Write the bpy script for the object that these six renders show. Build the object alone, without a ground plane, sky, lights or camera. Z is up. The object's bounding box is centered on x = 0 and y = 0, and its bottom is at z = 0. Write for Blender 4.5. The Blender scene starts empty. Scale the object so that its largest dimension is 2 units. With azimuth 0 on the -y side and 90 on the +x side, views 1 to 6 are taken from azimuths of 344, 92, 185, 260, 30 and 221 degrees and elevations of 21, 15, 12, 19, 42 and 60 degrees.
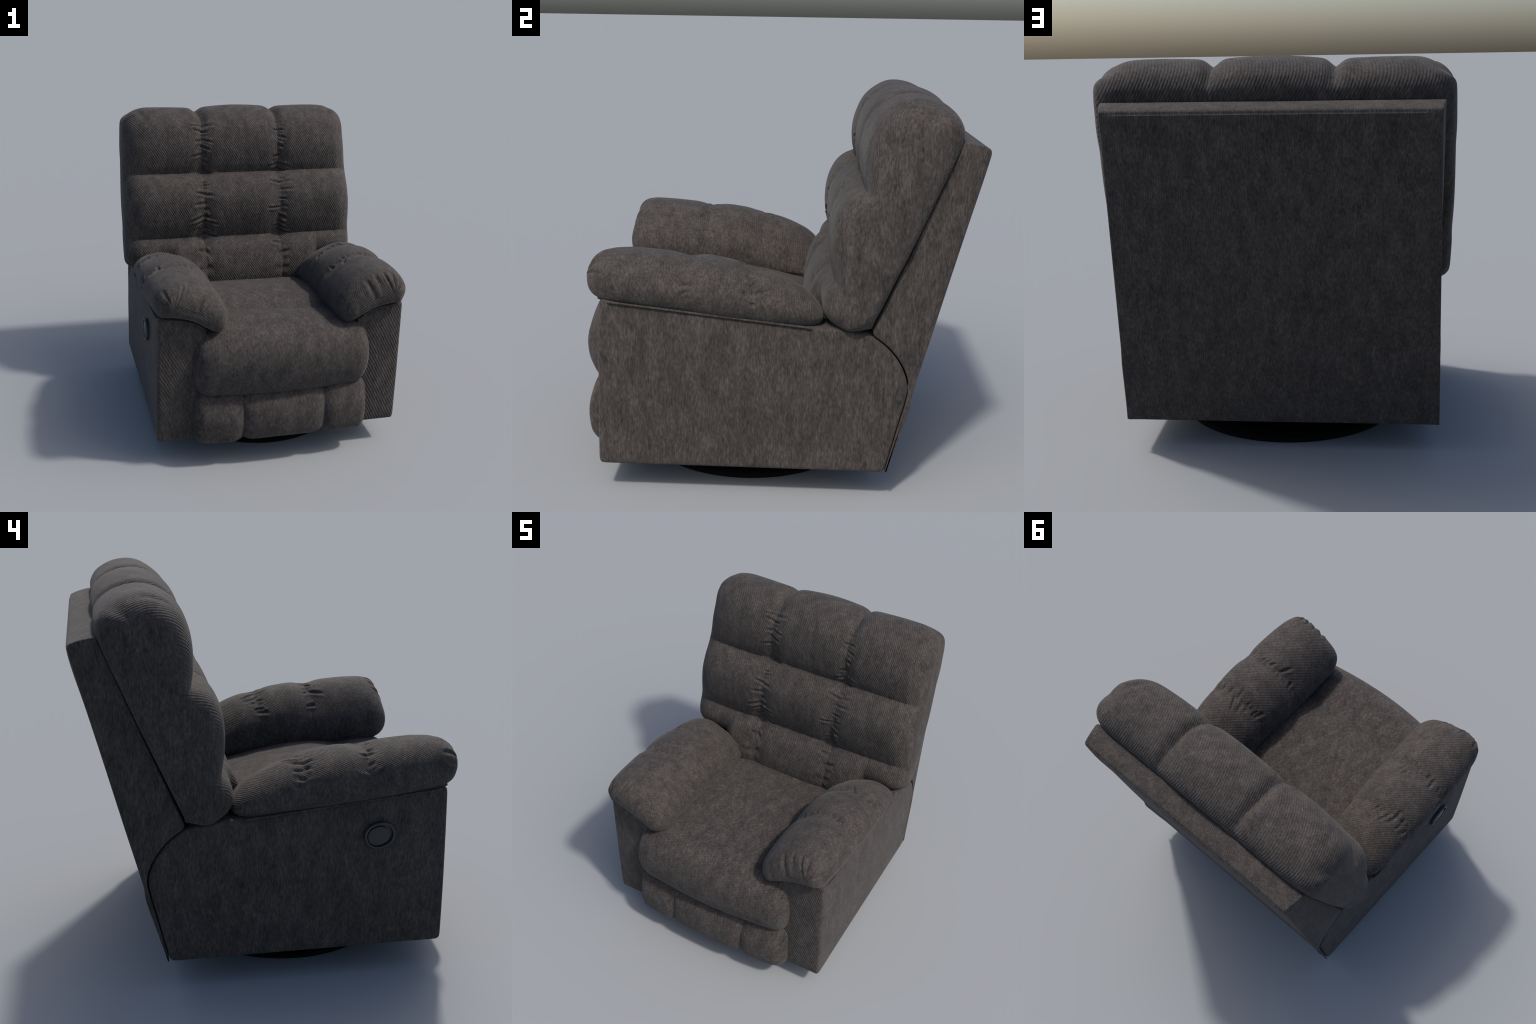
# Overstuffed swivel recliner: lofted cushions, bevelled side panels, leaning back frame,
# round swivel base, release knob.  Metres, z up, chair faces -y.
import bpy, bmesh, math
import numpy as np

rng = np.random.default_rng(7)

# ------------------------------------------------------------------ helpers
def catmull(points, spacing, closed=False):
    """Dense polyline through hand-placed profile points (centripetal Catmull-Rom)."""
    p = np.array(points, float)
    n = len(p)
    out = []
    for i in range(n if closed else n - 1):
        p1, p2 = p[i], p[(i + 1) % n]
        p0 = p[i - 1] if (closed or i > 0) else 2 * p1 - p2
        p3 = p[(i + 2) % n] if (closed or i + 2 < n) else 2 * p2 - p1
        d1, d2, d3 = [max(np.linalg.norm(b - a), 1e-6) ** .5 for a, b in ((p0, p1), (p1, p2), (p2, p3))]
        t0, t1, t2, t3 = 0, d1, d1 + d2, d1 + d2 + d3
        m = max(2, int(np.linalg.norm(p2 - p1) / spacing * 2) + 1)
        t = np.linspace(t1, t2, m, endpoint=False)[:, None]
        A1 = (t1 - t) / (t1 - t0) * p0 + (t - t0) / (t1 - t0) * p1
        A2 = (t2 - t) / (t2 - t1) * p1 + (t - t1) / (t2 - t1) * p2
        A3 = (t3 - t) / (t3 - t2) * p2 + (t - t2) / (t3 - t2) * p3
        B1 = (t2 - t) / (t2 - t0) * A1 + (t - t0) / (t2 - t0) * A2
        B2 = (t3 - t) / (t3 - t1) * A2 + (t - t1) / (t3 - t1) * A3
        out.append((t2 - t) / (t2 - t1) * B1 + (t - t1) / (t2 - t1) * B2)
    if not closed:
        out.append(p[-1:])
    return np.concatenate(out)

def resample(poly, n, closed=False):
    q = np.vstack([poly, poly[:1]]) if closed else poly
    s = np.r_[0, np.cumsum(np.linalg.norm(np.diff(q, axis=0), axis=1))]
    t = np.linspace(0, s[-1], n, endpoint=not closed)
    return np.stack([np.interp(t, s, q[:, k]) for k in range(q.shape[1])], 1)

def interp(x, pts):
    a = np.array(pts)
    return np.interp(x, a[:, 0], a[:, 1])

def smooth_interp(x, pts):
    d = catmull(pts, .01)
    return np.interp(x, d[:, 0], d[:, 1])

def gauss(d, w):
    return np.exp(-(d / w) ** 2)

def grid_normals(P, closed_j=True):
    di = np.gradient(P, axis=0)
    dj = (np.roll(P, -1, 1) - np.roll(P, 1, 1)) if closed_j else np.gradient(P, axis=1)
    n = np.cross(di, dj)
    n /= np.maximum(np.linalg.norm(n, axis=2, keepdims=True), 1e-9)
    return n

def mesh_object(name, verts, faces, mat, smooth_angle=60):
    me = bpy.data.meshes.new(name)
    me.from_pydata([tuple(v) for v in verts], [], faces)
    bm = bmesh.new(); bm.from_mesh(me)
    bmesh.ops.recalc_face_normals(bm, faces=bm.faces)
    bm.to_mesh(me); bm.free()
    me.materials.append(mat)
    for p in me.polygons:
        p.use_smooth = True
    if smooth_angle:
        me.set_sharp_from_angle(angle=math.radians(smooth_angle))
    ob = bpy.data.objects.new(name, me)
    bpy.context.collection.objects.link(ob)
    return ob

def loft(name, P, mat, smooth_angle=None):
    """Closed tube from rings P[i, j]; each end closed with one flat face."""
    I, J, _ = P.shape
    verts = list(P.reshape(-1, 3))
    faces = []
    for i in range(I - 1):
        a, b = i * J, (i + 1) * J
        for j in range(J):
            k = (j + 1) % J
            faces.append((a + j, a + k, b + k, b + j))
    faces.append(tuple(range(J))[::-1])
    faces.append(tuple((I - 1) * J + j for j in range(J)))
    return mesh_object(name, verts, faces, mat, smooth_angle)

def superround(k, q):
    e = (1 - (1 - k) ** q) ** (1 / q)
    return e / e[-1]

def cushion_caps(q=2.5, n=26):
    """Shrink factors of a cushion's end rings and how far out each ring stands (0..1)."""
    k = np.linspace(0, 1, n + 1)[1:] ** 1.6 * .72
    return k, superround(k, q)

def prism(name, outline, xs, mat, bevel, top_shift=None, segments=4):
    """Closed outline in (y, z) swept between two x values, edges bevelled."""
    bm = bmesh.new()
    rings = [[bm.verts.new((x, y, z)) for y, z in outline] for x in xs]
    n = len(outline)
    for r0, r1 in zip(rings[:-1], rings[1:]):
        for j in range(n):
            bm.faces.new((r0[j], r0[(j + 1) % n], r1[(j + 1) % n], r1[j]))
    bm.faces.new(rings[0][::-1]); bm.faces.new(rings[-1])
    if top_shift:
        for v in bm.verts:
            v.co = top_shift(v.co)
    bmesh.ops.recalc_face_normals(bm, faces=bm.faces)
    me = bpy.data.meshes.new(name)
    bm.to_mesh(me); bm.free()
    me.materials.append(mat)
    ob = bpy.data.objects.new(name, me)
    bpy.context.collection.objects.link(ob)
    m = ob.modifiers.new('bevel', 'BEVEL')
    m.width = bevel; m.segments = segments; m.limit_method = 'ANGLE'; m.angle_limit = math.radians(32)
    dg = bpy.context.evaluated_depsgraph_get()
    me2 = bpy.data.meshes.new_from_object(ob.evaluated_get(dg))
    ob.modifiers.clear(); ob.data = me2; me2.name = name
    for p in me2.polygons:
        p.use_smooth = True
    me2.set_sharp_from_angle(angle=math.radians(35))
    return ob

def tube(name, path, radius, mat, sides=10):
    path = np.array(path)
    t = np.gradient(path, axis=0); t /= np.linalg.norm(t, axis=1, keepdims=True)
    up = np.array([0, 0, 1.0]); P = []
    for p, d in zip(path, t):
        a = np.cross(d, up); a /= max(np.linalg.norm(a), 1e-6); b = np.cross(a, d)
        P.append([p + radius * (math.cos(u) * a + math.sin(u) * b) for u in np.arange(sides) * 2 * math.pi / sides])
    return loft(name, np.array(P), mat)

def add_creases(D, A, B, creases):
    """Short sewn-in gathers: (a, b, half length, depth, half width, tilt)."""
    for a0, b0, L, dep, w, tilt in creases:
        da, db = A - a0, B - b0
        q = db - tilt * da
        win = np.clip(1 - (da / L) ** 2, 0, 1) ** 1.2
        D -= dep * win * np.exp(-(q / w) ** 2)
        D += .55 * dep * win * (np.exp(-((q - 2 * w) / (1.2 * w)) ** 2) + np.exp(-((q + 2 * w) / (1.2 * w)) ** 2))

def lumps(x, y, z, seed, scale, amp):
    """Smooth low-frequency unevenness of stuffed fabric (sum of random plane waves)."""
    r = np.random.default_rng(seed)
    d = 0
    for _ in range(10):
        v = r.normal(size=3); v /= np.linalg.norm(v)
        d = d + np.sin((x * v[0] + y * v[1] + z * v[2]) * scale * r.uniform(.5, 1.4) + r.uniform(0, 6.28))
    return d * amp / 10 ** .5

# ------------------------------------------------------------------ materials
def node(nt, kind, **kw):
    n = nt.nodes.new(kind)
    for k, v in kw.items():
        if k == 'inp':
            for a, b in v.items():
                n.inputs[a].default_value = b
        else:
            setattr(n, k, v)
    return n

DARK = (.0150, .0136, .0130, 1)
MID = (.0380, .0325, .0296, 1)
PALE = (.0780, .0672, .0616, 1)

def fabric(name, rib_dir, period, nap=(1, 1, .33), rib_bump=.35, side_ribs=.12):
    mat = bpy.data.materials.new(name); mat.use_nodes = True
    nt = mat.node_tree; nt.nodes.clear(); L = nt.links.new
    out = node(nt, 'ShaderNodeOutputMaterial')
    bs = node(nt, 'ShaderNodeBsdfPrincipled', inp={'Roughness': .88, 'Specular IOR Level': .25,
              'Sheen Weight': .06, 'Sheen Roughness': .5})
    tc = node(nt, 'ShaderNodeTexCoord')
    L(bs.outputs[0], out.inputs[0])
    # ribs: planes normal to rib_dir, wavering a little
    wob = node(nt, 'ShaderNodeTexNoise', inp={'Scale': 7.0, 'Detail': 2.0})
    L(tc.outputs['Object'], wob.inputs['Vector'])
    dot = node(nt, 'ShaderNodeVectorMath', operation='DOT_PRODUCT')
    d = np.array(rib_dir, float)
    dot.inputs[1].default_value = tuple(d / period * 2 * math.pi)
    L(tc.outputs['Object'], dot.inputs[0])
    ma = node(nt, 'ShaderNodeMath', operation='MULTIPLY_ADD', inp={1: 1.5})
    L(wob.outputs['Fac'], ma.inputs[0]); L(dot.outputs['Value'], ma.inputs[2])
    sn = node(nt, 'ShaderNodeMath', operation='SINE'); L(ma.outputs[0], sn.inputs[0])
    rib = node(nt, 'ShaderNodeMapRange', inp={'From Min': -1.0, 'From Max': 1.0})
    L(sn.outputs[0], rib.inputs['Value'])
    # ribs faded by surface direction: weak on x-facing sides and along rib_dir
    geo = node(nt, 'ShaderNodeNewGeometry'); sx = node(nt, 'ShaderNodeSeparateXYZ')
    L(geo.outputs['Normal'], sx.inputs[0])
    ab = node(nt, 'ShaderNodeMath', operation='ABSOLUTE'); L(sx.outputs['X'], ab.inputs[0])
    am = node(nt, 'ShaderNodeMapRange', inp={'From Min': .60, 'From Max': .88, 'To Min': 1.0, 'To Max': side_ribs})
    L(ab.outputs[0], am.inputs['Value'])
    dn = node(nt, 'ShaderNodeVectorMath', operation='DOT_PRODUCT')
    dn.inputs[1].default_value = tuple(d / np.linalg.norm(d)); L(geo.outputs['Normal'], dn.inputs[0])
    da = node(nt, 'ShaderNodeMath', operation='ABSOLUTE'); L(dn.outputs['Value'], da.inputs[0])
    dm = node(nt, 'ShaderNodeMapRange', inp={'From Min': .62, 'From Max': .90, 'To Min': 1.0, 'To Max': .08}); L(da.outputs[0], dm.inputs['Value'])
    mn = node(nt, 'ShaderNodeMath', operation='MINIMUM'); L(am.outputs[0], mn.inputs[0]); L(dm.outputs[0], mn.inputs[1])
    c0 = node(nt, 'ShaderNodeMath', operation='SUBTRACT', inp={1: .5}); L(rib.outputs[0], c0.inputs[0])
    c1 = node(nt, 'ShaderNodeMath', operation='MULTIPLY_ADD', inp={2: .5})
    L(c0.outputs[0], c1.inputs[0]); L(mn.outputs[0], c1.inputs[1])
    ribs = c1.outputs[0]
    # streaky mottling drawn out along the nap
    def streak(scale, pull, detail, rough):
        mp = node(nt, 'ShaderNodeMapping')
        mp.inputs['Scale'].default_value = tuple(n ** pull for n in nap)
        n = node(nt, 'ShaderNodeTexNoise', inp={'Scale': scale, 'Detail': detail, 'Roughness': rough})
        L(tc.outputs['Object'], mp.inputs['Vector']); L(mp.outputs[0], n.inputs['Vector'])
        return n.outputs['Fac']
    broad = streak(18, .8, 4, .66)
    fine = streak(100, 1.0, 3, .65)
    hair = streak(230, 1.8, 2, .6)
    def madd(a, k, b):
        m = node(nt, 'ShaderNodeMath', operation='MULTIPLY_ADD', inp={1: k})
        L(a, m.inputs[0])
        if b is None: m.inputs[2].default_value = 0
        else: L(b, m.inputs[2])
        return m.outputs[0]
    v = madd(broad, .32, None); v = madd(fine, .38, v); v = madd(hair, .28, v); v = madd(ribs, .05, v)
    ramp = node(nt, 'ShaderNodeValToRGB'); L(v, ramp.inputs['Fac'])
    e = ramp.color_ramp.elements
    e[0].position = .39; e[0].color = DARK
    e[1].position = .66; e[1].color = PALE
    m = e.new(.515); m.color = MID
    # faint rosy fibre flecks
    fl = streak(60, 1.1, 3, .65)
    fr = node(nt, 'ShaderNodeMapRange', inp={'From Min': .56, 'From Max': .72, 'To Max': .50}); L(fl, fr.inputs['Value'])
    mx = node(nt, 'ShaderNodeMix', data_type='RGBA', inp={7: (.086, .065, .059, 1)})
    L(fr.outputs[0], mx.inputs[0]); L(ramp.outputs[0], mx.inputs[6])
    L(mx.outputs[2], bs.inputs['Base Color'])
    h = madd(ribs, 1.0, None); h = madd(hair, .5, h); h = madd(fine, .5, h)
    bp = node(nt, 'ShaderNodeBump', inp={'Strength': rib_bump, 'Distance': .006})
    L(h, bp.inputs['Height']); L(bp.outputs[0], bs.inputs['Normal'])
    return mat

def plain(name, col, rough, spec=.5):
    mat = bpy.data.materials.new(name); mat.use_nodes = True
    nt = mat.node_tree; bs = nt.nodes['Principled BSDF']
    n = node(nt, 'ShaderNodeTexNoise', inp={'Scale': 90.0, 'Detail': 3.0})
    tc = node(nt, 'ShaderNodeTexCoord'); nt.links.new(tc.outputs['Object'], n.inputs['Vector'])
    r = node(nt, 'ShaderNodeValToRGB'); nt.links.new(n.outputs['Fac'], r.inputs['Fac'])
    r.color_ramp.elements[0].color = tuple(c * .85 for c in col) + (1,)
    r.color_ramp.elements[1].color = tuple(c * 1.15 for c in col) + (1,)
    nt.links.new(r.outputs[0], bs.inputs['Base Color'])
    bs.inputs['Roughness'].default_value = rough
    bs.inputs['Specular IOR Level'].default_value = spec
    return mat

FAB_BACK = fabric('fabric_back_cushion', (.87, .40, .50), .0136, nap=(1, .85, .33), rib_bump=.30)
FAB_ARM = fabric('fabric_armrest', (.65, -.76, .76), .0132, nap=(1, .85, .4), rib_bump=.22)
FAB_SEAT = fabric('fabric_seat', (.42, -.76, -.90), .0125, nap=(1, .45, .4), rib_bump=.11)
FAB_PANEL = fabric('fabric_panel', (.88, .35, .47), .0170)
FAB_FRAME = fabric('fabric_frame', (1.25, .5, .08), .0135, rib_bump=.14)
BLACK = plain('black_metal', (.0025, .0025, .003), .85, .1)
PLASTIC = plain('slate_plastic', (.016, .018, .021), .45)
LINING = plain('dark_lining', (.012, .012, .013), .9, .2)

# ------------------------------------------------------------------ root
root = bpy.data.objects.new('recliner_armchair', None)
bpy.context.collection.objects.link(root)
root['label'] = 'overstuffed dark grey brown fabric swivel recliner with tufted back'
root['category'] = 'armchair'
def child(ob, parent=root):
    ob.parent = parent
    return ob

# ------------------------------------------------------------------ backrest cushion
SEAM_HI = (.432, 1.552)
SEAM_LO = (.298, 1.112)
row_low = catmull([(.470, .885), (.380, .886), (.300, .902), (.250, .950), (.238, 1.010), (.258, 1.070), SEAM_LO], .004)
row_mid = catmull([SEAM_LO, (.287, 1.150), (.271, 1.235), (.269, 1.330), (.283, 1.410), (.325, 1.487), (.376, 1.530), SEAM_HI], .004)
row_top = catmull([SEAM_HI, (.414, 1.620), (.410, 1.720), (.428, 1.805), (.472, 1.888), (.548, 1.948), (.635, 1.974),
                   (.735, 1.962), (.815, 1.918), (.860, 1.856), (.866, 1.800)], .004)
row_back = np.array([(.866, 1.800), (.470, .885)])
segs = [resample(row_low, 95), resample(row_mid, 120), resample(row_top, 190), resample(row_back, 45)]
prof = np.concatenate([s[:-1] for s in segs])
rowid = np.concatenate([np.full(len(s) - 1, i) for i, s in enumerate(segs)])
rowf = np.concatenate([np.linspace(0, 1, len(s))[:-1] for s in segs])       # 0..1 along each row
arc = np.r_[0, np.cumsum(np.linalg.norm(np.diff(prof, axis=0), axis=1))]
J = len(prof)
# medial curve of the cushion: halfway between face and back
med_line = np.array([(.385, .985), (.395, 1.05), (.455, 1.30), (.560, 1.55), (.610, 1.70), (.640, 1.80), (.640, 1.83)])
dl = resample(med_line, 200)
med = np.stack([dl[np.argmin(((dl - p) ** 2).sum(1))] for p in prof])
for _ in range(60):
    med = (np.roll(med, 1, 0) + med + np.roll(med, -1, 0)) / 3
COL = .281
xs = np.unique(np.round(np.concatenate([np.linspace(-.69, .69, 201), np.linspace(-.40, -.16, 66), np.linspace(.16, .40, 66)]), 4))
W = smooth_interp(prof[:, 1], [(.8, .850), (.95, .852), (1.05, .852), (1.12, .842), (1.22, .850), (1.35, .850), (1.5, .838), (1.56, .832), (1.66, .836), (1.75, .833), (1.88, .823), (2.05, .812)])
RX = smooth_interp(prof[:, 1], [(.8, .15), (1.3, .17), (1.6, .18), (1.85, .20), (2.05, .21)])
zs_ = np.linspace(.8, 2.05, 100); wz_ = np.interp(zs_, [.9, 1.3, 1.7, 1.95], [.848, .845, .836, .826])
kk, ee = cushion_caps()
rings = []
shr = []
for i in range(len(kk) - 1, -1, -1):
    rings.append((-1, kk[i], ee[i]))
mid_start = len(rings)
P = []
soft = prof.copy()
for _ in range(220):
    soft = (np.roll(soft, 1, 0) + soft + np.roll(soft, -1, 0)) / 3
# little rounding where the cushion lies against the frame
nearback = np.where(rowid == 3, 1., 0.)
nearback = np.maximum(nearback, np.where((rowid == 2) & (rowf > .86), 1., 0.))
nearback = np.maximum(nearback, np.where((rowid == 0) & (rowf < .30), 1., 0.))
for _ in range(40):
    nearback = (np.roll(nearback, 1) + nearback + np.roll(nearback, -1)) / 3
def shrunk(k):
    b = min(1, k * 2.2)
    q = prof + b * (soft - prof)
    ke = (k ** (1 + 1.5 * nearback))[:, None]
    return q + ke * (med - q)
for sgn, k, e in rings:
    yz = shrunk(k)
    We = W + k * (np.interp(yz[:, 1], zs_, wz_) - W); Re = RX + k * (.19 - RX)
    P.append(np.column_stack([-(We - Re) - Re * e, yz]))
for x in xs:
    P.append(np.column_stack([x / .69 * (W - RX), prof]))
for sgn, k, e in rings[::-1]:
    yz = shrunk(k)
    We = W + k * (np.interp(yz[:, 1], zs_, wz_) - W); Re = RX + k * (.19 - RX)
    P.append(np.column_stack([(We - Re) + Re * e, yz]))
P = np.array(P)
# the outer columns of the two upper rows lean back a little
oc = np.clip((np.abs(P[:, :, 0]) - .36) / .44, 0, 1) ** 1.6
P[:, :, 1] += oc * (np.where(rowid == 2, np.interp(rowf, [0, .12, .30, .52, .62], [0, .018, .034, .024, 0]), 0) + np.where(rowid == 1, .016 * np.sin(np.pi * rowf), 0))
N = grid_normals(P)
# outward orientation
ctr = np.column_stack([np.zeros(J), med])
if (N[len(P) // 2] * (P[len(P) // 2] - ctr)).sum() < 0:
    N = -N
fade = np.ones(len(P)); m = len(rings)
fade[:m] = np.linspace(0, 1, m) ** .7; fade[-m:] = fade[:m][::-1]
# between the arms the lowest row runs down behind the seat
wx = np.clip((.57 - np.abs(P[:, :, 0])) / .10, 0, 1); wx = wx * wx * (3 - 2 * wx)
lo = np.clip((1.11 - P[:, :, 2]) / .21, 0, 1)
P[:, :, 1] -= wx * (.6 * lo + .4 * lo * lo * (3 - 2 * lo)) * .130 * (np.array(rowid) == 0)
P[:, :, 2] -= wx * np.clip(1.06 - P[:, :, 2], 0, 1) ** 1.3 * 1.9
X = P[:, :, 0]; B = np.broadcast_to(arc, X.shape)
face = np.where(rowid == 3, 0., 1.)
# fade over the back edge of the top row
face = face * np.where(rowid == 2, np.clip((1.0 - rowf) / .12, 0, 1), 1)
D = np.zeros(X.shape)
# columns pinched along two sewn lines, each column crowned
bump_row = np.select([rowid == 0, rowid == 1, rowid == 2], [.5 + .4 * rowf, 1.15 - .65 * rowf, 1.15 - .8 * np.clip(rowf * 1.6, 0, 1) + 1.15 * np.exp(-((rowf - .62) / .20) ** 2)], 0)
colw = np.where(rowid == 2, np.interp(rowf, [.25, .5], [.060, .036]), .060)
for c in (-COL, COL):
    wav = .006 * np.sin(B * 17 + c * 9)
    dx = np.abs(X - c - wav)
    D -= face * bump_row * (.017 * np.exp(-(dx / colw) ** 2) + .007 * np.exp(-dx / .018))
D += face * .008 * np.cos(np.clip(np.abs(X) - .56, -.56, .28) / .28 * 0 + (np.abs(np.abs(X) - .56) / .28).clip(0, 1) * math.pi / 2) * (np.abs(X) > .28)
D += face * (.006 + .012 * np.where(rowid == 2, np.clip((rowf - .25) / .2, 0, 1), 0)) * np.cos(np.clip(np.abs(X) / .28, 0, 1) * math.pi / 2)
# gathers beside the sewn lines
cre = []
arcs = {r: (arc[rowid == r][0], arc[rowid == r][-1]) for r in (0, 1, 2)}
for c in (-COL, COL):
    for r, step in ((2, .052), (1, .046), (0, .050)):
        a0, a1 = arcs[r]
        span = {2: (.02, .44), 1: (.04, .90), 0: (.48, .93)}[r]
        pos = a0 + span[0] * (a1 - a0)
        while pos < a0 + span[1] * (a1 - a0):
            f = (pos - a0) / (a1 - a0)
            both = rng.random() < .45
            one = rng.choice((-1, 1))
            for side in (-1, 1):
                if not both and side != one: continue
                Lh = rng.choice((.022, .032, .045, .060)) * rng.uniform(.85, 1.2)
                near = 1.0 if (r == 0 or f > .4) else 1.45
                dep = rng.uniform(.0055, .0125) * near * (.7 if r == 2 and f > .35 else 1)
                tilt = side * (rng.uniform(-.42, -.15) if f < .35 and r else rng.uniform(-.2, .2))
                cre.append((c + side * (Lh * .78 + rng.uniform(-.016, .010)), pos + rng.uniform(-.006, .006) + tilt * side * Lh * .8, Lh, dep,
                            rng.uniform(.0062, .0105), tilt))
            pos += step * rng.uniform(.6, 1.5)
add_creases(D, X, B, cre)
D = D * fade[:, None]
# pinched tuck at each upper corner
D -= np.where(rowid == 2, np.exp(-((rowf - .56) / .11) ** 2), 0) * .011 * np.exp(-((np.abs(P[:, :, 0]) - .700 - .25 * (rowf - .56)) / .020) ** 2)
D += lumps(P[:, :, 0], P[:, :, 1], P[:, :, 2], 3, 14, .003) * face * fade[:, None]
P = P + N * D[:, :, None]
child(loft('backrest_cushion', P, FAB_BACK))

# ------------------------------------------------------------------ side panels
arc_pts = catmull([(.470, .868), (.535, .822), (.600, .752), (.645, .668), (.661, .600), (.652, .530), (.620, .400)], .02)
side_outline = [(-.853, .156), (-.830, 1.018)] + [(-.60, .986), (-.30, .952), (0, .922), (.165, .906), (.32, .895)] + [tuple(p) for p in arc_pts] + [(.564, .156)]
ring0 = resample(np.array(side_outline), 420, True)
pm = resample(np.array([(-.45, .55), (.25, .52)]), 200)
pmed = np.stack([pm[np.argmin(((pm - p) ** 2).sum(1))] for p in ring0])
for _ in range(40):
    pmed = (np.roll(pmed, 1, 0) + pmed + np.roll(pmed, -1, 0)) / 3
for _ in range(4):                      # round the outline's corners a little
    ring0 = (np.roll(ring0, 1, 0) + ring0 + np.roll(ring0, -1, 0)) / 3
inward = pmed - ring0; dist = np.linalg.norm(inward, axis=1, keepdims=True); inward = inward / dist
def panel_ring(x, inset, puff):
    r = ring0 + inward * inset
    r = r + inward * (dist - inset) * puff
    y, z = r[:, 0].copy(), r[:, 1].copy()
    across = np.clip((x - .50) / .30, 0, 1)
    # padded front face bows forward, the top sinks towards the seat
    front = np.clip((-.80 - y) / .03, 0, 1) * np.sin(np.pi * np.clip((z - .16) / .86, 0, 1)) ** .6
    y -= .014 * front * np.sin(np.pi * (.15 + .8 * across)) * (1 - puff)
    sink = np.interp(x, [.50, .56, .63, .80], [.40, .24, .08, 0])
    z -= np.clip(z - .80, 0, 1) * sink
    return np.column_stack([np.full(len(y), x), y, z])
def panel_rings():
    R = [panel_ring(x, 0, 0) for x in np.linspace(.50, .775, 16)]
    R += [panel_ring(.775 + .018 * math.sin(a), .018 * (1 - math.cos(a)), 0) for a in np.linspace(.3, math.pi / 2 * .95, 6)]
    for p in np.linspace(0, 1, 26)[1:]:
        r = panel_ring(.793, .018, p * .93)
        z = r[:, 2]
        r[:, 0] += .010 * (1 - (1 - p) ** 2.6) * np.clip((z - .17) / .40, .12, 1)
        R.append(r)
    R = np.array(R)
    R[:, :, 0] += np.clip((R[:, :, 0] - .70) / .08, 0, 1) * np.interp(R[:, :, 2], [.15, .22, .55, 1.0], [.007, .009, .010, .006])
    R[:, :, 0] -= .011 * np.clip((R[:, :, 0] - .70) / .08, 0, 1) * np.clip((R[:, :, 1] - .15) / .40, 0, 1) * np.clip((R[:, :, 2] - .22) / .30, 0, 1)
    return R
for s in (1, -1):
    R = panel_rings(); R[:, :, 0] *= s
    child(loft('side_panel', R, FAB_PANEL, 50))

# ------------------------------------------------------------------ back frame
gap = .007
front_edge = [(.860, 1.800), (.470 + gap, .868 + gap)]
arc_out = [(y + gap, z + gap * .6) for y, z in arc_pts[1:]]
fore = resample(np.array([(.925, 1.786)] + front_edge + arc_out + [(.566, .150), (.571, .150)]), 260)
rear = resample(np.array([(.571, .150), (.577, .152), (.668, .455), (.681, .505), (.687, .572), (.737, .770), (.990, 1.762), (.925, 1.786)]), 260)
fring = np.vstack([fore[:-1], rear[:-1]])
is_rear = np.r_[np.zeros(len(fore) - 1), np.ones(len(rear) - 1)]
is_rear[-12:] = 0
for _ in range(6):
    fring = (np.roll(fring, 1, 0) + fring + np.roll(fring, -1, 0)) / 3
tang = np.roll(fring, -1, 0) - np.roll(fring, 1, 0); tang /= np.linalg.norm(tang, axis=1, keepdims=True)
fnorm = np.column_stack([-tang[:, 1], tang[:, 0]])
if ((fring - np.array([.75, 1.3])) * fnorm)[len(fore) + 150:len(fore) + 200].sum() > 0:
    fnorm = -fnorm                                        # points inwards
half = .800 - .049 * (fring[:, 1] - .15) / 1.615
# the sides of the frame flare towards the cushion
ahead = ((.992 - fring[:, 0]) * .969 - (1.765 - fring[:, 1]) * .248) / .12
half += .022 * np.clip((fring[:, 1] - .2) / 1.2, 0, 1) * np.clip(ahead, 0, 1)
# upholstered rear sheet: bows out near the top, is drawn in towards the floor
bow = is_rear * smooth_interp(fring[:, 1], [(.1, -.002), (.17, -.006), (.40, -.012), (.62, -.008), (.85, 0), (1.2, .001), (1.45, .006), (1.62, .012), (1.70, .011), (1.74, .007), (1.77, .002)])
FR = []
us = [-1 + .012 * (1 - math.sin(a)) for a in (1.45, 1.1, .7, .3, 0)] + list(np.linspace(-.975, .975, 70))
us += [-u for u in us[4::-1]]
for u in us:
    r = fring + fnorm * .008 * (1 - math.sqrt(max(0, 1 - max(0, (abs(u) - .988) / .012) ** 2)))
    g = min(1, (1 - abs(u)) / .09) ** .6
    FR.append(np.column_stack([u * half, r[:, 0] + bow * g, r[:, 1]]))
child(loft('back_frame', np.array(FR), FAB_FRAME, 45))

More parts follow.
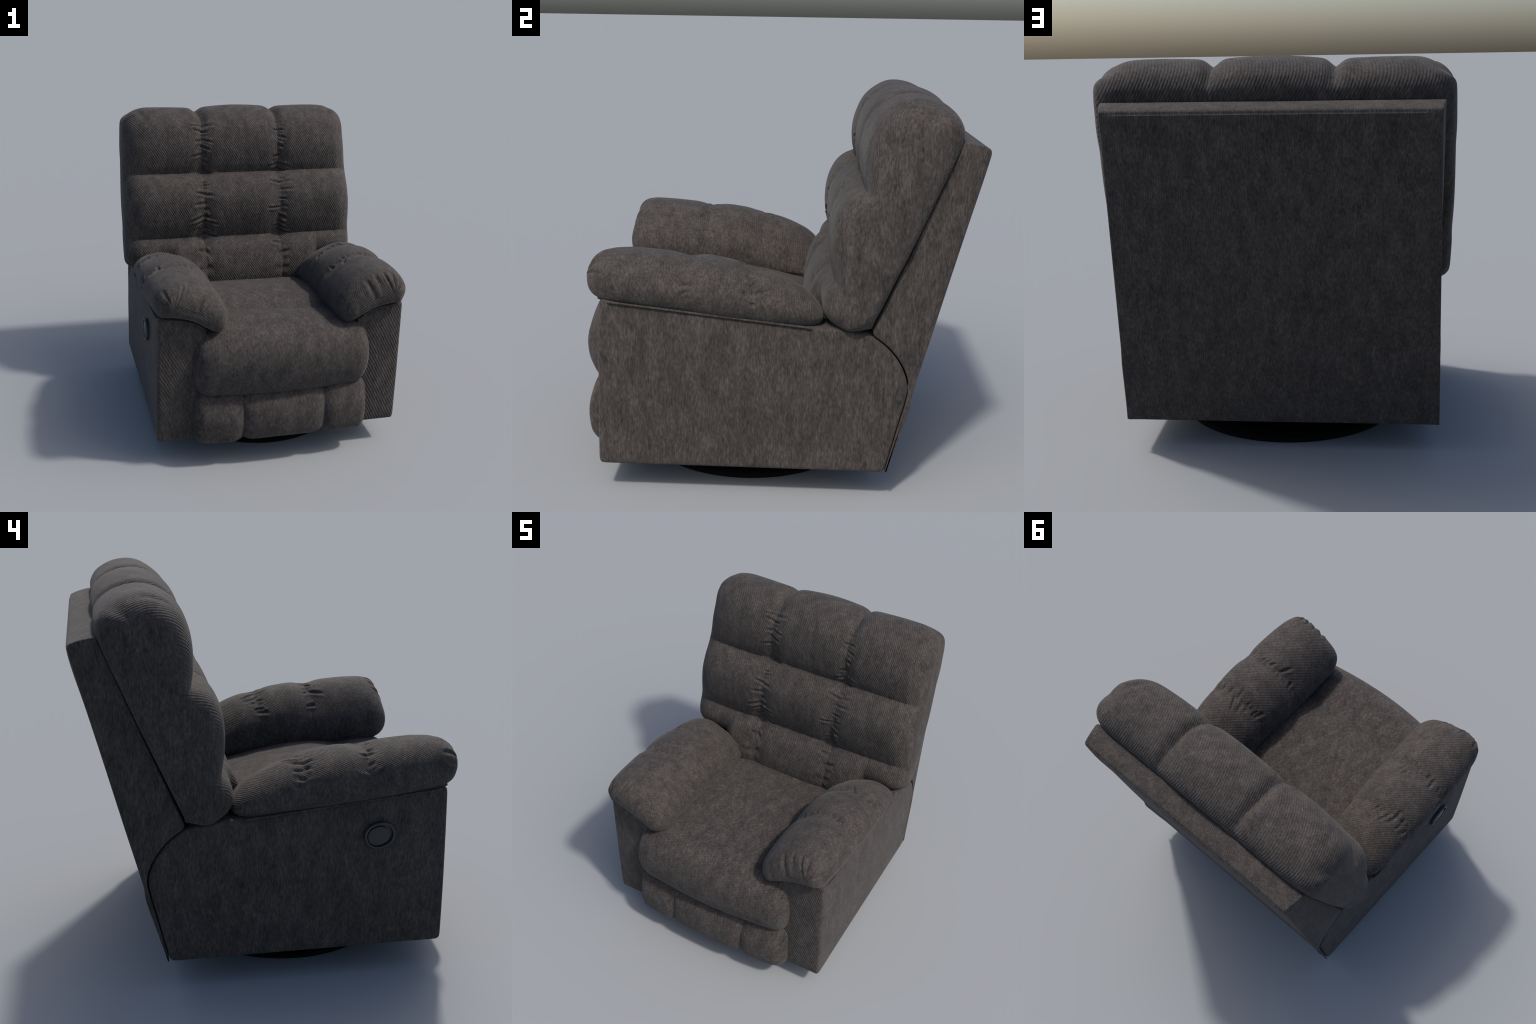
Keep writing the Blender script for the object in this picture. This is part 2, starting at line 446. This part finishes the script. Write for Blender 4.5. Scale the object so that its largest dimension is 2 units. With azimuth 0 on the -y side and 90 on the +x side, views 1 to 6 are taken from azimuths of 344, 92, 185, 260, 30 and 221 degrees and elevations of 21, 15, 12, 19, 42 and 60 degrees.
# ------------------------------------------------------------------ armrest pads
def arm_section(y):
    """Cross-section (x, z) of the pad at y; crest and lower edge vary along the arm."""
    crest = smooth_interp(y, [(-1.0, 1.226), (-.74, 1.226), (-.54, 1.214), (-.30, 1.192), (-.12, 1.158), (.04, 1.108), (.145, 1.060), (.25, 1.00)])
    low = interp(y, [(-.86, 1.014), (.17, .906), (.3, .895)])
    inner = interp(y, [(-.95, .365), (-.5, .358), (.25, .385)])
    drop = interp(y, [(-.95, .885), (-.6, .862), (.25, .75)])
    h = crest - low
    lift = interp(y, [(-.85, .004), (-.70, .018), (-.15, .016), (.05, -.004), (.25, -.022)])
    out = interp(y, [(-.95, -.038), (-.70, -.010), (-.45, .002), (-.1, -.003), (.25, -.035)])
    pts = [(.796 + out * .5, low - .002), (.830 + out, low + .16 * h), (.842 + out, low + .40 * h), (.822 + out, low + .66 * h), (.758 + out * .5, low + .90 * h), (.655, crest),
           (.560, crest - .022 + lift * .8), (.475, crest - .068 + lift), (.412, crest - .128 + lift), (inner + .006, crest - .195 + lift * .6), (inner, (crest - .20 + drop) / 2 + .02),
           (inner + .022, drop + .035), (inner + .065, drop + .012), (.50, drop + .045), (.60, low - .035), (.70, low - .014)]
    return np.array(pts)
JA = 220
def ring_at(y):
    r = resample(catmull(arm_section(y), .006, True), JA, True)
    return r
Y0, Y1 = -.900, .247
CF, CB = .135, .12
ys_mid = np.unique(np.round(np.concatenate([np.linspace(Y0 + CF, Y1 - CB, 150), np.linspace(-.5, -.36, 50), np.linspace(-.17, -.03, 50)]), 4))
def build_arm(sign, seed):
    r2 = np.random.default_rng(seed)
    P = []
    th = np.linspace(0, 1, 31)[1:]; k = th ** 1.5 * .86; e = superround(k, 2.3)
    def shrink(r, k):
        c = np.array([.585, (r[:, 1].max() + r[:, 1].min()) / 2 + .01])
        # medial segment, tilted so that the inner side hangs lower
        a, b = c + np.array([-.125, -.06]), c + np.array([.125, .035])
        t = np.clip(((r - a) @ (b - a)) / ((b - a) @ (b - a)), 0, 1)
        t = t * t * (3 - 2 * t) * .5 + t * .5
        m = a + t[:, None] * (b - a)
        return r + k * (m - r)
    seq = [(Y0 + CF - CF * e[i], k[i]) for i in range(len(k) - 1, -1, -1)] + [(y, 0) for y in ys_mid] + [(Y1 - CB + CB * e[i], k[i]) for i in range(len(k))]
    for y, kk_ in seq:
        r = shrink(ring_at(min(max(y, Y0 + .06), Y1 - .02)), kk_)
        P.append(np.column_stack([r[:, 0], np.full(JA, y), r[:, 1]]))
    P = np.array(P)
    N = grid_normals(P)
    c = P.mean(1, keepdims=True)
    if (N[100] * (P[100] - c[100])).sum() < 0: N = -N
    g = np.r_[0, np.cumsum(np.linalg.norm(np.diff(ring_at(-.4), axis=0), axis=1))]     # girth from the outer lower edge
    G = np.broadcast_to(g, P.shape[:2]); Y = P[:, :, 1]
    top = np.interp(g, [.0, .06, .18, .60, .74, .80], [0, .35, 1, 1, .5, 0])
    D = np.zeros(Y.shape)
    for yc, dep in ((-.425, .021), (-.10, .016)):
        dy = np.abs(Y - yc - .010 * np.sin(G * 22 + seed))
        D -= top * dep * (.75 * np.exp(-(dy / .060) ** 2) + .25 * np.exp(-dy / .02))
    cre = []
    for yc in (-.425, -.10):
        gg = .11
        while gg < .68:
            for side in (-1, 1):
                if r2.random() < .38: continue
                Lh = r2.choice((.022, .034, .050)) * r2.uniform(.85, 1.2)
                cre.append((yc + side * (Lh * .6 + r2.uniform(-.01, .012)), gg + r2.uniform(-.012, .012), Lh, r2.uniform(.0045, .009), r2.uniform(.008, .0125), side * r2.uniform(-.1, .55)))
            gg += r2.uniform(.035, .075)
    # gathers on the rounded front
    for gg in np.arange(.16, .50, .066):
        if r2.random() < (.1 if sign > 0 else .55): continue
        cre.append((-.862 + r2.uniform(-.012, .012), gg + r2.uniform(-.012, .012), r2.uniform(.04, .06), r2.uniform(.006, .010), r2.uniform(.009, .013), r2.uniform(-.25, .25)))
    add_creases(D, Y, G, cre)
    # sewn fold low on the inner side
    fold_z = interp(Y, [(-.95, .885), (-.6, .862), (.25, .75)]) + .055 + .006 * np.sin(Y * 14)
    D -= .005 * np.exp(-((P[:, :, 2] - fold_z) / .006) ** 2) * (P[:, :, 0] < .45) * np.clip((Y + .84) / .1, 0, 1)
    D += lumps(P[:, :, 0], P[:, :, 1], P[:, :, 2], seed + 5, 15, .0028)
    P = P + N * D[:, :, None]
    P[:, :, 0] *= sign
    ob = child(loft('armrest_pad', P, FAB_ARM))
    # piping sewn between pad and panel
    path = []
    for y in np.linspace(-.78, .175, 60):
        path.append((sign * .806, y, interp(y, [(-.86, 1.016), (.17, .908), (.3, .897)]) - .004))
    side = catmull([(sign * .77, -.775, .999), (sign * .80, -.790, 1.003)] + path[::6] + [path[-1], (sign * .797, .192, path[-1][2] - .010), (sign * .772, .198, path[-1][2] - .020)], .012)
    child(tube('armrest_piping', side, .0055, FAB_PANEL), ob)
    front = catmull([(sign * x, y, z) for x, y, z in ((.49, -.80, .905), (.505, -.838, .918), (.56, -.846, .962), (.62, -.848, .986), (.70, -.846, 1.000), (.75, -.840, 1.006), (.768, -.80, 1.004))], .012)
    child(tube('armrest_piping', front, .005, FAB_PANEL), ob)
for s, sd in ((1, 11), (-1, 29)):
    build_arm(s, sd)

# ------------------------------------------------------------------ seat cushion and footrest
def x_loft(name, prof, med, half, rx, xs, disp, mat, q=2.5):
    th = np.linspace(0, 1, 25)[1:]; k = th ** 1.5 * .86; e = superround(k, q)
    P = [np.column_stack([np.full(len(prof), -(half - rx) - rx * e[i]), prof + k[i] * (med - prof)]) for i in range(len(k) - 1, -1, -1)]
    P += [np.column_stack([np.full(len(prof), x * (half - rx)), prof]) for x in xs]
    P += [np.column_stack([np.full(len(prof), half - rx + rx * e[i]), prof + k[i] * (med - prof)]) for i in range(len(k))]
    P = np.array(P); N = grid_normals(P)
    c = np.column_stack([np.zeros(len(prof)), med])
    i = len(P) // 2
    if (N[i] * (P[i] - c)).sum() < 0: N = -N
    fade = np.ones(len(P)); n = len(k); fade[:n] = np.linspace(0, 1, n); fade[-n:] = fade[:n][::-1]
    D = disp(P) * fade[:, None]
    P = P + N * D[:, :, None]
    P[:, :, 1] += .030 * (P[:, :, 0] / .5) ** 2 * np.clip((-.62 - P[:, :, 1]) / .28, 0, 1)
    return loft(name, P, mat)

def medial_of(prof, line):
    dl = resample(np.array(line), 200)
    m = np.stack([dl[np.argmin(((dl - p) ** 2).sum(1))] for p in prof])
    for _ in range(25):
        m = (np.roll(m, 1, 0) + m + np.roll(m, -1, 0)) / 3
    return m

seat_prof = resample(catmull([(.30, .760), (.10, .815), (-.12, .868), (-.33, .898), (-.47, .896), (-.555, .884), (-.64, .897), (-.76, .905), (-.86, .885),
                              (-.935, .835), (-.980, .755), (-.994, .670), (-.975, .575), (-.918, .485), (-.80, .445), (-.3, .50), (.25, .62)], .008, True), 300, True)
seat_med = medial_of(seat_prof, [(.2, .70), (-.5, .69), (-.84, .67)])
def seat_disp(P):
    x, y, z = P[:, :, 0], P[:, :, 1], P[:, :, 2]
    crown = .018 * np.cos(np.clip(np.abs(x) / .55, 0, 1) * math.pi / 2)
    d = crown * np.clip((z - .66) / .12, 0, 1)
    return d + lumps(x, y, z, 8, 11, .0035)
child(x_loft('seat_cushion', seat_prof, seat_med, .582, .115, np.linspace(-1, 1, 120), seat_disp, FAB_SEAT))

foot_prof = resample(catmull([(-.80, .50), (-.915, .492), (-.965, .430), (-.991, .345), (-.992, .260), (-.976, .192), (-.930, .150), (-.87, .152), (-.80, .18)], .006, True), 200, True)
foot_med = medial_of(foot_prof, [(-.87, .42), (-.88, .24)])
def foot_disp(P):
    x, y, z = P[:, :, 0], P[:, :, 1], P[:, :, 2]
    d = np.zeros(x.shape)
    f = np.where(y < -.84, 1., 0.)
    for c in (-.268, .268):
        dx = np.abs(x - c)
        d -= f * (.014 * np.exp(-(dx / .045) ** 2) + .014 * np.exp(-dx / .016))
    d -= f * .010 * np.clip((.22 - z) / .06, 0, 1) * (np.abs(x) < .268)
    d += lumps(x, y, z, 15, 12, .003)
    return d
fxs = np.unique(np.round(np.concatenate([np.linspace(-1, 1, 90), np.linspace(-.70, -.42, 40), np.linspace(.42, .70, 40)]), 4))
child(x_loft('footrest_pad', foot_prof, foot_med, .576, .075, fxs, foot_disp, FAB_SEAT))

# ------------------------------------------------------------------ lining under the seat, swivel base
child(prism('underside_lining', [(-.83, .19), (-.83, .44), (.20, .62), (.46, .86), (.60, .55), (.545, .19)], [-.55, .55], LINING, .005))

def turned(name, prof, centre, mat, n=128):
    """Surface of revolution about a vertical axis; profile of (radius, z)."""
    P = np.array([[(centre[0] + r * math.cos(a), centre[1] + r * math.sin(a), z) for a in np.arange(n) * 2 * math.pi / n] for r, z in prof])
    return loft(name, P, mat, 40)
base = child(turned('swivel_base', [(.02, 0), (.606, 0), (.609, .003), (.609, .020), (.604, .026), (.590, .030), (.50, .045), (.30, .055), (.02, .056)], (0, -.140), BLACK))
child(turned('swivel_post', [(.02, .05), (.16, .05), (.16, .19), (.02, .19)], (0, -.140), BLACK), base)

# ------------------------------------------------------------------ release knob on the -x side
def oval(ry, rz, tilt, n=72, p=2.2):
    a = np.arange(n) * 2 * math.pi / n
    y = ry * np.sign(np.cos(a)) * np.abs(np.cos(a)) ** (2 / p); z = rz * np.sign(np.sin(a)) * np.abs(np.sin(a)) ** (2 / p)
    return np.column_stack([y * math.cos(tilt) - z * math.sin(tilt), y * math.sin(tilt) + z * math.cos(tilt)])
def x_stack(name, layers, centre, mat):
    """Stacked ovals along -x: (scale, offset outwards)."""
    o = oval(.080, .070, math.radians(-14))
    P = np.array([[(centre[0] - off, centre[1] + y * sc + dy, centre[2] + z * sc) for y, z in o] for sc, off, dy in layers])
    return loft(name, P, mat, 35)
kc = (-.812, -.482, .785)
bezel = child(x_stack('release_bezel', [(.96, -.010, 0), (1.0, .010, 0), (.985, .016, 0), (.93, .019, 0), (.84, .018, 0), (.815, .014, 0), (.80, .004, 0), (.02, .003, 0)], kc, PLASTIC))
oc = (kc[0], kc[1] + .006, kc[2] - .002)
child(x_stack('release_button', [(.70, 0, 0), (.70, .010, .0), (.685, .014, 0), (.64, .0155, 0), (.02, .0155, 0)], oc, PLASTIC), bezel)
